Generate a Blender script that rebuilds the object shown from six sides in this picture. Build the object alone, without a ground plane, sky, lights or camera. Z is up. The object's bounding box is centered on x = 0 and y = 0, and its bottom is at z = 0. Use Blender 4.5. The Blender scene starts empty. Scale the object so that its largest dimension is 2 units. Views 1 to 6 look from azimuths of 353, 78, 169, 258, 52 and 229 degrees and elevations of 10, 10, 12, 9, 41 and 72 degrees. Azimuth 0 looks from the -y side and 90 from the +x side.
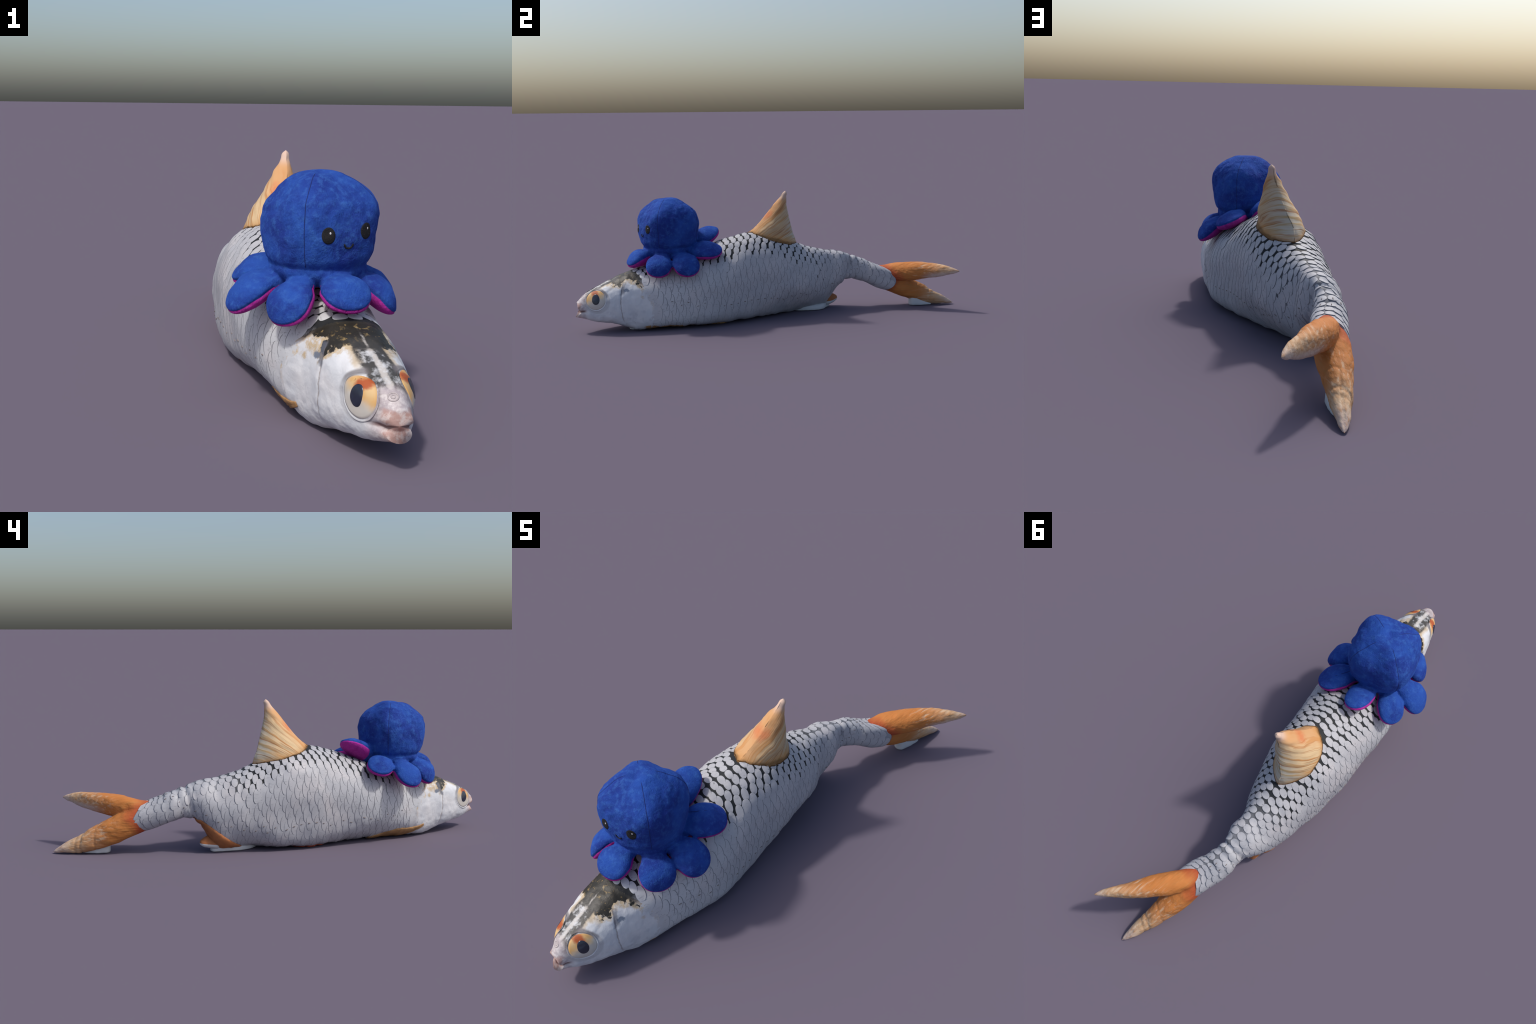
"""Stuffed roach-like fish cushion lying on its belly with a small plush octopus on its neck."""
import bpy, bmesh, math, random
import numpy as np
from mathutils import Vector, Matrix, noise
from mathutils.bvhtree import BVHTree

random.seed(7)
rng = np.random.default_rng(7)
scn = bpy.context.scene


# ------------------------------------------------------------------ helpers
def hermite(K, P, k):
    K = np.asarray(K, float); P = np.asarray(P, float); k = np.atleast_1d(k)
    m = np.gradient(P, K, axis=0)
    i = np.clip(np.searchsorted(K, k) - 1, 0, len(K) - 2)
    h = (K[i + 1] - K[i]); t = np.clip((k - K[i]) / h, 0, 1)[:, None]; h = h[:, None]
    return ((2*t**3 - 3*t**2 + 1)*P[i] + (t**3 - 2*t**2 + t)*h*m[i]
            + (-2*t**3 + 3*t**2)*P[i+1] + (t**3 - t**2)*h*m[i+1])


def sstep(a, b, x):
    t = np.clip((x - a) / (b - a), 0, 1)
    return t*t*(3 - 2*t)


def fbm(p, scale, octaves=3):
    v = 0.0; a = 1.0; s = scale
    for _ in range(octaves):
        v += a * noise.noise(Vector((p[0]*s, p[1]*s, p[2]*s))); a *= .5; s *= 2.1
    return v


def new_obj(name, verts, faces, mats, parent=None, smooth=True, mat_idx=None):
    me = bpy.data.meshes.new(name)
    me.from_pydata([tuple(v) for v in verts], [], faces)
    me.update()
    for m in (mats if isinstance(mats, (list, tuple)) else [mats]):
        me.materials.append(m)
    if mat_idx is not None:
        me.polygons.foreach_set("material_index", np.asarray(mat_idx, np.int32))
    if smooth:
        me.polygons.foreach_set("use_smooth", np.ones(len(me.polygons), bool))
    ob = bpy.data.objects.new(name, me)
    scn.collection.objects.link(ob)
    if parent:
        ob.parent = parent
    return ob


def grid_faces(n, m, wrap=True, off=0, flip=False):
    F = []
    for i in range(n - 1):
        for j in range(m if wrap else m - 1):
            a = off + i*m + j; b = off + i*m + (j+1) % m
            c = off + (i+1)*m + (j+1) % m; d = off + (i+1)*m + j
            F.append((a, d, c, b) if flip else (a, b, c, d))
    return F


def fix_normals(ob):
    bm = bmesh.new(); bm.from_mesh(ob.data)
    bmesh.ops.recalc_face_normals(bm, faces=bm.faces)
    bm.to_mesh(ob.data); bm.free()


def empty(name, loc, label, category):
    e = bpy.data.objects.new(name, None)
    scn.collection.objects.link(e)
    e["label"] = label; e["category"] = category
    return e


# ------------------------------------------------------------------ node DSL
class Sh:
    def __init__(self, name, rough=.7, sheen=0.0, spec=.3):
        self.mat = bpy.data.materials.new(name); self.mat.use_nodes = True
        self.nt = self.mat.node_tree; self.nt.nodes.clear()
        self.out = self.nt.nodes.new("ShaderNodeOutputMaterial")
        self.b = self.nt.nodes.new("ShaderNodeBsdfPrincipled")
        self.nt.links.new(self.b.outputs[0], self.out.inputs[0])
        self.b.inputs["Roughness"].default_value = rough
        self.b.inputs["Specular IOR Level"].default_value = spec
        self.b.inputs["Sheen Weight"].default_value = sheen
        tc = self.nt.nodes.new("ShaderNodeTexCoord")
        self.co = tc.outputs["Object"]
        sx = self.nt.nodes.new("ShaderNodeSeparateXYZ")
        self.nt.links.new(self.co, sx.inputs[0])
        self.x, self.y, self.z = sx.outputs

    def put(self, sock, v):
        if isinstance(v, bpy.types.NodeSocket):
            self.nt.links.new(v, sock)
        elif isinstance(v, (tuple, list)) and len(v) == 3 and sock.type == 'RGBA':
            sock.default_value = (*v, 1)
        else:
            sock.default_value = v

    def m(self, op, a, b=None, c=None, clamp=False):
        n = self.nt.nodes.new("ShaderNodeMath"); n.operation = op; n.use_clamp = clamp
        self.put(n.inputs[0], a)
        if b is not None: self.put(n.inputs[1], b)
        if c is not None: self.put(n.inputs[2], c)
        return n.outputs[0]

    def add(self, a, b): return self.m('ADD', a, b)
    def sub(self, a, b): return self.m('SUBTRACT', a, b)
    def mul(self, a, b): return self.m('MULTIPLY', a, b)
    def abs(self, a): return self.m('ABSOLUTE', a)
    def hyp(self, a, b): return self.m('SQRT', self.add(self.mul(a, a), self.mul(b, b)))

    def step(self, a, b, v, lo=0.0, hi=1.0):
        n = self.nt.nodes.new("ShaderNodeMapRange"); n.interpolation_type = 'SMOOTHSTEP'
        if b < a:
            a, b, lo, hi = b, a, hi, lo
        self.put(n.inputs[0], v)
        n.inputs[1].default_value = a; n.inputs[2].default_value = b
        n.inputs[3].default_value = lo; n.inputs[4].default_value = hi
        return n.outputs[0]

    def band(self, v, lo, hi, soft):
        return self.mul(self.step(lo - soft, lo + soft, v), self.step(hi - soft, hi + soft, v, 1, 0))

    def mix(self, f, a, b):
        n = self.nt.nodes.new("ShaderNodeMix"); n.data_type = 'RGBA'
        self.put(n.inputs[0], f); self.put(n.inputs[6], a); self.put(n.inputs[7], b)
        return n.outputs[2]

    def vec(self, x, y, z):
        n = self.nt.nodes.new("ShaderNodeCombineXYZ")
        for s, v in zip(n.inputs, (x, y, z)): self.put(s, v)
        return n.outputs[0]

    def scale(self, v, sc):
        n = self.nt.nodes.new("ShaderNodeMapping"); self.put(n.inputs[0], v)
        n.inputs[3].default_value = sc
        return n.outputs[0]

    def noise(self, scale, detail=3, rough=.55, vec=None, dist=0.0):
        n = self.nt.nodes.new("ShaderNodeTexNoise")
        self.put(n.inputs["Vector"], vec if vec is not None else self.co)
        n.inputs["Scale"].default_value = scale; n.inputs["Detail"].default_value = detail
        n.inputs["Roughness"].default_value = rough; n.inputs["Distortion"].default_value = dist
        return n.outputs[0]

    def lut(self, v, lo, hi, stops, vlo, vhi):
        """piecewise linear value curve through (position, value) stops"""
        n = self.nt.nodes.new("ShaderNodeMapRange"); self.put(n.inputs[0], v)
        n.inputs[1].default_value = lo; n.inputs[2].default_value = hi
        r = self.nt.nodes.new("ShaderNodeValToRGB"); self.nt.links.new(n.outputs[0], r.inputs[0])
        els = r.color_ramp.elements
        while len(els) < len(stops): els.new(.5)
        for e, (p, q) in zip(els, stops):
            e.position = (p - lo) / (hi - lo)
        for e, (p, q) in zip(els, sorted(stops)):
            t = (q - vlo) / (vhi - vlo); e.position = (p - lo) / (hi - lo); e.color = (t, t, t, 1)
        n2 = self.nt.nodes.new("ShaderNodeMapRange")
        self.nt.links.new(r.outputs[0], n2.inputs[0])
        n2.inputs[3].default_value = vlo; n2.inputs[4].default_value = vhi
        return n2.outputs[0]

    def bump(self, h, strength, dist):
        n = self.nt.nodes.new("ShaderNodeBump")
        n.inputs["Strength"].default_value = strength; n.inputs["Distance"].default_value = dist
        self.put(n.inputs["Height"], h)
        self.nt.links.new(n.outputs[0], self.b.inputs["Normal"])

    def color(self, c):
        self.put(self.b.inputs["Base Color"], c); return self.mat


# ------------------------------------------------------------------ fish body: stations along y
# y: centre x, top z, bottom z, half width, ridge x
BODY = [
    (-.985, .108, .146, .076, .034, .106),
    (-.96,  .100, .171, .067, .045, .098),
    (-.90,  .091, .206, .050, .070, .089),
    (-.82,  .079, .240, .036, .099, .074),
    (-.72,  .065, .279, .004, .117, .054),
    (-.60,  .038, .301, .000, .146, .036),
    (-.48,  .018, .332, .000, .170, .014),
    (-.36,  .004, .366, .000, .184, -.006),
    (-.24, -.017, .405, .000, .174, -.010),
    (-.12, -.041, .432, .000, .166, -.012),
    (.00,  -.052, .415, .000, .158, -.030),
    (.12,  -.073, .366, .001, .138, -.054),
    (.22,  -.094, .331, .004, .114, -.080),
    (.30,  -.115, .311, .020, .083, -.080),
    (.36,  -.108, .303, .110, .076, -.088),
    (.42,  -.112, .286, .146, .049, -.087),
    (.50,  -.105, .256, .131, .058, -.093),
    (.58,  -.083, .231, .107, .063, -.072),
    (.66,  -.066, .210, .089, .064, -.063),
]
FULL = [(-1.0, .80, .80, .70, .70), (-.95, .62, .74, .68, .68), (-.88, .58, .76, .66, .60), (-.80, .68, .86, .65, .50), (-.70, .80, .93, .62, .42),
        (-.60, .82, .93, .80, .40), (-.50, .85, .98, 1.05, .40), (-.36, .90, 1.06, .95, .40), (-.24, .88, 1.28, .66, .44), (-.12, .73, 1.20, .46, .58),
        (0, .64, .96, .42, 1.0), (.08, .66, 1.06, .52, 1.6), (.14, .76, 1.12, .80, 2.0),
        (.22, .86, .98, .98, 2.0), (.30, .85, .92, 1.05, 1.8), (.36, .84, .88, .80, .95), (.50, .80, .80, .75, .75), (.66, .76, .76, .72, .72)]
BY = np.array([b[0] for b in BODY]); BP = np.array([b[1:] for b in BODY])
NY, NT = 420, 176
YS = np.linspace(BY[0], BY[-1], NY)
TH = np.linspace(0, 2*np.pi, NT, endpoint=False)


def body_grid():
    Q = hermite(BY, BP, YS)
    cx, zt, zb, w, xt = [q[:, None] for q in Q.T]
    c, s = np.cos(TH)[None], np.sin(TH)[None]
    zm = zb + .46*(zt - zb)
    up = s > 0
    # fullness of the section: upper -x, upper +x, lower -x, lower +x quarters (smaller = squarer)
    E = hermite([f[0] for f in FULL], [f[1:] for f in FULL], YS)
    exm, exp_, ebm, ebp = [q[:, None] for q in E.T]
    k = .5 + .5*c; k = k*k*(3 - 2*k)
    ex = exm + (exp_ - exm)*k; eb = ebm + (ebp - ebm)*k
    X = np.sign(c)*np.abs(c)**np.where(up, ex, eb) * w
    Z = np.where(up, zm + (zt - zm)*np.abs(s)**np.clip(ex + .24, .7, 1.0), zm - (zm - zb)*np.abs(s)**np.minimum(eb, 1.0))
    X = X + cx + (xt - cx)*np.clip(s, 0, 1)**2
    Y = np.repeat(YS[:, None], NT, 1)
    # tail end: scaled skin runs out in a tongue over the fin root, longest at mid-height
    k = sstep(.50, .66, Y)
    Y = Y - k*.045*np.abs(s)**1.6
    P = np.stack([X, Y, Z], -1)
    # nose: sections contract to a blunt snout, lips part around the mouth
    return P


def grid_normals(P):
    dy = np.gradient(P, axis=0)
    dt = (np.roll(P, -1, 1) - np.roll(P, 1, 1))
    n = np.cross(dt, dy); n /= np.linalg.norm(n, axis=-1, keepdims=True) + 1e-12
    # outward check
    c = P.mean(1, keepdims=True)
    if ((P - c)*n).sum() < 0: n = -n
    return n


def gill_y(z):
    return -.622 - .085*np.clip((z - .11)/.150, 0, 1.4)**2 - .03*np.clip((.11 - z)/.11, 0, 1)**2


G = body_grid()
N = grid_normals(G)
for i in range(NY):
    for j in range(NT):
        p = G[i, j]
        d = .0035*fbm(p, 11, 2) + .0016*fbm(p, 38, 2)
        d *= sstep(-1.0, -.9, p[1])*(1 - .5*sstep(.5, .62, p[1]))
        # preopercle groove and gill cover step
        if p[1] < -.55:
            ye = gill_y(p[2]); dd = p[1] - ye
            up = sstep(.02, .06, p[2])
            d += up*.0022*sstep(-.06, -.004, dd)*(1 - sstep(-.004, .006, dd))*(1 - sstep(.2, .25, p[2]))
            yl = -.782 + .018*((p[2] - .14)/.1)**2
            d -= up*(1 - sstep(.2, .245, p[2]))*.0022*math.exp(-((p[1] - yl)/.005)**2)
        if -.72 < p[1] < -.50:
            for off, am in ((.020, .0016), (.045, .0012)):
                d -= am*math.exp(-((p[1] - gill_y(p[2]) - off - .006*noise.noise(Vector((0, 0, p[2]*30))))/.005)**2)*sstep(.05, .1, p[2])*(1 - sstep(.2, .25, p[2]))
        # creases where the tail bends
        for yc, a, wd in ((.415, .010, .008), (.455, .004, .007), (.385, .0025, .008), (.52, .002, .009)):
            d -= a*math.exp(-((p[1] - yc - .25*(p[2] - .2))/wd)**2)
        # folds near the dorsal fin rear
        d -= .003*math.exp(-((p[1] - .20 + .2*(p[2] - .3))/.012)**2)*sstep(.2, .3, p[2])
        # sagging hem along the ground
        if p[2] < .05 and -.72 < p[1] < .33:
            d += .007*sstep(.05, .0, p[2])*fbm((p[0]*.3, p[1], 0), 18, 3)
        if abs(d) > 0: G[i, j] = p + N[i, j]*d

# lips and mouth cleft
for i in range(NY):
    for j in range(NT):
        x, y, z = G[i, j]
        f = 1 - sstep(-.985, -.925, y)
        if f > 0:
            zm = .1035 + .10*(y + .985)
            cleft = math.exp(-((z - zm)/.0085)**2)
            upl = math.exp(-((z - zm - .022)/.012)**2); lol = math.exp(-((z - zm + .022)/.011)**2)
            cxm = .106 - .17*(y + .985)
            lat = (x - cxm)/.030; mid = math.exp(-lat*lat)
            G[i, j, 1] += f**1.5*(.020*cleft*(.45 + .55*mid) - mid*(.017*upl + .010*lol) + .012*(1 - mid))
            G[i, j, 0] = cxm + (x - cxm)*(1 - f*(.10 + .16*cleft))
G[:, :, 2] = np.maximum(G[:, :, 2], 0.0)
N = grid_normals(G)

# arclength from the ridge, both flanks (side +1 = +x, -1 = -x)
J0 = NT//4
SIDE = {}
for sd in (1, -1):
    idx = [(J0 - sd*k) % NT for k in range(NT//2 + 1)]
    L = G[:, idx]; seg = np.linalg.norm(np.diff(L, axis=1), axis=-1)
    V = np.concatenate([np.zeros((NY, 1)), np.cumsum(seg, 1)], 1)
    SIDE[sd] = (L, N[:, idx], V)


def surf(sd, y, v):
    """point and normal at length station y (grid row) and arc distance v from the ridge"""
    L, Nn, V = SIDE[sd]
    t = np.clip((y - YS[0])/(YS[-1] - YS[0])*(NY - 1), 0, NY - 1.001); i = int(t); f = t - i
    out = []
    for r in (i, i + 1):
        k = np.searchsorted(V[r], v) - 1; k = min(max(k, 0), V.shape[1] - 2)
        g = min(max((v - V[r, k])/(V[r, k+1] - V[r, k] + 1e-9), 0), 1)
        out.append((L[r, k]*(1-g) + L[r, k+1]*g, Nn[r, k]*(1-g) + Nn[r, k+1]*g))
    p = out[0][0]*(1-f) + out[1][0]*f; n = out[0][1]*(1-f) + out[1][1]*f
    return p, n/np.linalg.norm(n)


def v_of_z(sd, y, z):
    L, Nn, V = SIDE[sd]
    i = int(np.clip((y - YS[0])/(YS[-1] - YS[0])*(NY - 1), 0, NY - 1))
    zz = L[i, :, 2]
    return float(np.interp(-z, -np.maximum.accumulate(zz[::-1])[::-1], V[i]))


def vmax(sd, y):
    i = int(np.clip((y - YS[0])/(YS[-1] - YS[0])*(NY - 1), 0, NY - 1))
    L, Nn, V = SIDE[sd]
    k = int(np.argmax(L[i, :, 2] < L[i, :, 2].min() + .012))
    return V[i, k]


# ------------------------------------------------------------------ materials
ZT = [(-1.0, .135), (-.9, .205), (-.82, .243), (-.72, .286), (-.6, .306), (-.36, .366), (-.24, .405), (-.12, .432),
      (0, .415), (.12, .364), (.22, .331), (.36, .303), (.5, .254), (.7, .2)]
XT = [(-1.0, .106), (-.9, .089), (-.72, .056), (-.48, .018), (-.24, -.010), (-.12, -.012), (0, -.03), (.12, -.054),
      (.22, -.085), (.36, -.09), (.5, -.09), (.7, -.06)]


def ridge_dist(s):
    xr = s.lut(s.y, -1.0, .7, XT, -.1, .12); zt = s.lut(s.y, -1.0, .7, ZT, .1, .45)
    e = s.abs(s.sub(s.x, xr)); q = s.m('MAXIMUM', s.sub(zt, s.z), 0.0)
    return s.hyp(e, q), q


def mat_skin_torso():
    s = Sh("skin_between_scales", .65)
    d, q = ridge_dist(s)
    n = s.noise(26, 4)
    dd = s.add(d, s.mul(s.sub(n, .5), .06))
    f = s.step(.17, .255, dd)
    c = s.mix(f, (.018, .020, .022), (.30, .30, .33))
    tailf = s.mul(s.step(.15, .38, s.y), s.step(-.01, .055, dd, .45, 1.0))
    c = s.mix(tailf, c, (.30, .31, .34))
    c = s.mix(s.mul(s.step(-.50, -.56, s.y), s.step(.09, .14, dd)), c, (.50, .51, .53))
    low = s.step(.09, .03, s.z)
    c = s.mix(s.mul(low, s.step(.3, .38, s.y, 1, 0)), c, (.43, .43, .46))
    s.bump(s.noise(160, 2), .25, .002)
    return s.color(c)


def mat_scale(name, c0, c1, fleck):
    s = Sh(name, .55, spec=.35)
    n = s.noise(22, 3); c = s.mix(n, c0, c1)
    c = s.mix(s.step(-.20, -.62, s.y, 0, .85), c, (.555, .57, .59))
    n2 = s.noise(9, 2); c = s.mix(s.mul(s.step(.45, .75, n2), .5), c, (.55, .515, .515))
    # fine growth rays and pigment flecks
    st = s.noise(1.0, 2, vec=s.scale(s.co, (160, 45, 160)))
    c = s.mix(s.step(.54, .74, st, 0, .5), c, (.27, .275, .295))
    fl = s.mul(s.step(.66, .72, s.noise(95, 3)), s.step(.50, .62, s.noise(15, 2)))
    c = s.mix(s.mul(fl, fleck), c, (.04, .045, .05))
    s.bump(s.noise(300, 2), .2, .001)
    return s.color(c)


def mat_rim(name, c0):
    s = Sh(name, .6)
    return s.color(s.mix(s.noise(40, 2), c0, tuple(v*1.25 for v in c0)))


def mat_head():
    s = Sh("head_skin", .5, spec=.4)
    nz = s.noise(24, 5, .62); nf = s.noise(70, 4, .6)
    w1 = s.sub(nz, .5); w2 = s.sub(nf, .5)
    y, z = s.y, s.z
    d, q = ridge_dist(s)
    wl0 = s.sub(s.noise(11, 2), .5)
    dn = s.add(d, s.add(s.add(s.mul(w1, .14), s.mul(wl0, .12)), s.mul(w2, .05)))
    c = s.mix(s.step(.35, .7, s.noise(14, 4)), (.57, .59, .62), (.67, .67, .68))
    # grey mottling low on the cheek
    c = s.mix(s.mul(s.step(.52, .68, s.noise(42, 4)), s.step(.16, .06, z, 0, .5)), c, (.44, .45, .49))
    # cream margin, then dark crown
    lim = s.add(.030, s.mul(s.add(y, .835), .62))
    inside = s.sub(lim, dn)
    yband = s.step(-.845, -.815, s.add(y, s.mul(w1, .05)))
    cm = s.mul(s.step(-.030, -.012, inside), yband)
    c = s.mix(s.mul(cm, s.step(.35, .55, nf, .35, .95)), c, (.50, .385, .235))
    # tan strip continuing forward beside the dark bands to the eye
    fwd = s.mul(s.band(s.add(d, s.mul(w1, .05)), .028, .052, .008), s.band(y, -.875, -.80, .015))
    c = s.mix(s.mul(fwd, .8), c, (.46, .36, .23))
    ck = s.mul(s.step(-.004, .006, inside), yband)
    ckc = s.mix(s.step(.55, .68, s.add(nf, s.mul(w1, .35))), (.020, .018, .013), (.22, .155, .065))
    c = s.mix(ck, c, ckc)
    # dark streak running down behind the gill cover
    ye = s.sub(-.622, s.mul(.085, s.m('POWER', s.m('MAXIMUM', s.mul(s.sub(z, .11), 6.667), 0.0), 2.0)))
    dg = s.sub(y, ye)
    stk = s.mul(s.band(s.add(dg, s.mul(w1, .03)), -.012, .02, .006), s.step(.205, .235, z))
    c = s.mix(s.mul(stk, .9), c, (.03, .028, .022))
    # tan gill edge
    ge = s.mul(s.mul(s.band(s.add(dg, s.add(s.mul(w2, .02), s.mul(w1, .02))), -.014, -.002, .005), s.band(z, .10, .235, .02)), s.step(.35, .6, nz, .15, .65))
    c = s.mix(ge, c, (.45, .37, .30))
    # front dark bands along the snout ridge
    fb = s.mul(s.band(s.add(d, s.mul(w1, .035)), .005, .040, .005), s.band(s.add(y, s.mul(w1, .04)), -.955, -.79, .015))
    c = s.mix(s.mul(fb, s.step(.34, .52, s.add(nz, s.mul(w2, .5)), .35, .98)), c, (.042, .040, .037))
    # pale midline
    wl = s.lut(y, -1.0, -.7, [(-1.0, .005), (-.93, .0085), (-.85, .0065), (-.78, .0022), (-.7, .001)], 0, .02)
    ml = s.mul(s.step(-.003, .003, s.sub(s.add(wl, s.mul(w2, .012)), d)), s.step(-.745, -.765, y))
    c = s.mix(s.mul(ml, s.step(.38, .58, s.add(nf, s.mul(w1, .6)), .45, .9)), c, (.46, .43, .40))
    # purple-grey snout, pink lips
    sn = s.step(-.925, -.955, s.add(y, s.mul(w1, .04)))
    c = s.mix(s.mul(sn, .85), c, s.mix(s.step(.4, .65, nf), (.36, .30, .32), (.55, .50, .50)))
    lipz = s.mul(s.step(-.955, -.972, y), s.step(.150, .138, s.add(z, s.mul(w2, .02))))
    c = s.mix(s.mul(lipz, .85), c, s.mix(s.step(.40, .58, s.add(nz, s.mul(w2, .5))), (.42, .25, .21), (.58, .49, .46)))
    zm = s.add(.1035, s.mul(.10, s.add(y, .985)))
    mo = s.mul(s.step(.008, .002, s.abs(s.sub(z, zm))), s.step(-.935, -.955, y))
    c = s.mix(s.mul(mo, .85), c, (.13, .055, .05))
    # preopercle line
    zz = s.mul(s.sub(z, .14), 10.0)
    yl = s.add(-.782, s.mul(.018, s.mul(zz, zz)))
    pl = s.mul(s.step(.0035, .001, s.abs(s.sub(s.add(y, s.mul(w2, .01)), yl))), s.band(z, .06, .235, .02))
    c = s.mix(s.mul(pl, .6), c, (.24, .19, .17))
    pd = s.mul(s.band(s.sub(s.add(y, s.mul(w1, .03)), yl), -.004, .012, .004), s.band(s.add(z, s.mul(w1, .05)), .185, .235, .008))
    c = s.mix(s.mul(pd, .8), c, (.10, .11, .14))
    # blue-grey cheek spot
    sp = s.hyp(s.add(y, .752), s.mul(s.sub(z, .203), 1.4))
    c = s.mix(s.step(.017, .008, s.add(sp, s.mul(w2, .03)), 0, .85), c, (.10, .14, .21))
    # soft ring round the eye: dark above, purple-grey below
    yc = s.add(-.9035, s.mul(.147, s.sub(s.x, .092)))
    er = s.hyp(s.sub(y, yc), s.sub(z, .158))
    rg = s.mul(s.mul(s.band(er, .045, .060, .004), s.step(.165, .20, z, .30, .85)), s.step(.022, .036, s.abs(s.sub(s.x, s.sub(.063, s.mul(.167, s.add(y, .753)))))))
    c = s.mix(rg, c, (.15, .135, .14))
    s.bump(s.add(s.noise(45, 4), s.mul(s.noise(150, 2), .4)), .35, .004)
    return s.color(c)


def mat_fish_eye():
    s = Sh("iris", .55, spec=.25)
    n = s.noise(60, 4); w = s.sub(n, .5)
    f = s.step(-.012, .020, s.add(s.add(s.z, s.mul(s.y, -.5)), s.mul(w, .02)))
    c = s.mix(f, (.55, .52, .47), (.60, .36, .14))
    r = s.hyp(s.y, s.z)
    c = s.mix(s.mul(s.band(r, .024, .036, .004), s.step(-.01, .015, s.add(s.z, s.mul(w, .03)), 0, .5)), c, (.60, .46, .26))
    red = s.hyp(s.mul(s.add(s.y, .004), .75), s.sub(s.z, .030))
    c = s.mix(s.step(.019, .006, s.add(red, s.mul(w, .018)), 0, .95), c, (.36, .07, .02))
    dk = s.mul(s.step(.60, .68, s.noise(90, 3)), s.step(.02, .036, s.z))
    c = s.mix(s.mul(dk, .8), c, (.13, .06, .03))
    c = s.mix(s.step(.042, .050, r, 0, .75), c, (.52, .47, .44))
    return s.color(c)


def plain(name, col, rough=.6, var=.25, scale=40, sheen=0, spec=.3, bump=0.0):
    s = Sh(name, rough, sheen, spec)
    c = s.mix(s.noise(scale, 3), tuple(v*(1 - var) for v in col), tuple(min(1, v*(1 + var)) for v in col))
    if bump: s.bump(s.noise(scale*3, 3), bump, .003)
    return s.color(c)


def mat_dorsal():
    s = Sh("dorsal_fin_cloth", .75)
    dy = s.add(s.y, .25); dz = s.sub(s.z, .29)
    a = s.m('ARCTAN2', dz, dy); r = s.hyp(dy, dz)
    wob = s.mul(s.sub(s.noise(9, 2), .5), .07)
    an = s.add(a, wob)
    st = s.noise(1.0, 2, .5, vec=s.vec(s.mul(an, 32), s.mul(r, 5), s.mul(s.x, 5)))
    rear = s.step(.02, .10, s.sub(s.y, s.mul(s.sub(s.z, .42), .05)))
    c = s.mix(rear, (.58, .42, .24), (.53, .47, .37))
    c = s.mix(s.step(.48, .66, st, 0, .85), c, s.mix(rear, (.48, .235, .08), (.45, .31, .14)))
    c = s.mix(s.mul(s.step(.56, .66, s.noise(1.0, 2, vec=s.vec(s.mul(an, 60), s.mul(r, 4), s.mul(s.x, 6)))), .75), c, (.36, .15, .05))
    # warm leading edge
    edge = s.sub(s.sub(s.z, .425), s.mul(s.add(s.y, .143), 1.02))
    c = s.mix(s.step(-.075, -.005, edge, 0, .7), c, (.58, .27, .10))
    # red blush
    by, bz = s.add(s.y, .034), s.sub(s.z, .520)
    rb = s.hyp(s.mul(s.add(by, bz), .38), s.mul(s.sub(by, bz), .95))
    c = s.mix(s.step(.024, .004, s.add(rb, s.mul(s.sub(s.noise(60, 3), .5), .02)), 0, .45), c, (.60, .10, .03))
    c = s.mix(s.step(.585, .62, s.z, 0, .8), c, (.62, .47, .40))
    d, q = ridge_dist(s)
    xr = s.lut(s.y, -1.0, .7, XT, -.1, .12); e = s.sub(s.x, xr)
    h = s.add(s.sub(s.z, s.lut(s.y, -1.0, .7, ZT, .1, .45)), s.mul(s.mul(e, e), 2.6))
    h = s.add(h, s.mul(s.sub(s.noise(40, 3), .5), .012))
    c = s.mix(s.step(.030, .004, h, 0, .55), c, (.50, .24, .07))
    c = s.mix(s.step(.012, .0, h, 0, .75), c, (.13, .065, .02))
    s.bump(s.add(st, s.mul(s.noise(30, 3), .8)), .35, .005)
    return s.color(c)


def mat_tail():
    s = Sh("tail_fin_cloth", .75)
    t = s.add(s.y, s.mul(s.sub(s.noise(9, 3), .5), .10))
    c = s.mix(s.step(.75, .95, t), (.49, .175, .042), (.55, .39, .24))
    c = s.mix(s.step(.88, .98, t), c, (.56, .42, .36))
    fr = s.step(.22, .06, s.z)
    st = s.noise(1.0, 2, .55, vec=s.scale(s.co, (95, 6, 95)))
    c = s.mix(s.step(.50, .72, st, 0, .6), c, (.44, .20, .06))
    c = s.mix(s.mul(s.step(.30, .50, st, .55, 0), s.step(.70, .8, s.y)), c, (.66, .52, .36))
    # dark red root
    c = s.mix(s.step(.725, .655, s.add(t, s.mul(s.abs(s.sub(s.z, .150)), .9)), 0, .85), c, (.38, .05, .02))
    # paler inner faces of the fork
    inn = s.mul(s.band(s.sub(s.z, s.mul(s.sub(s.y, .755), .10)), .135, .185, .012), s.step(.76, .84, s.y))
    c = s.mix(s.mul(inn, .65), c, (.56, .49, .46))
    s.bump(s.add(st, s.noise(28, 3)), .45, .006)
    return s.color(c)


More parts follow.
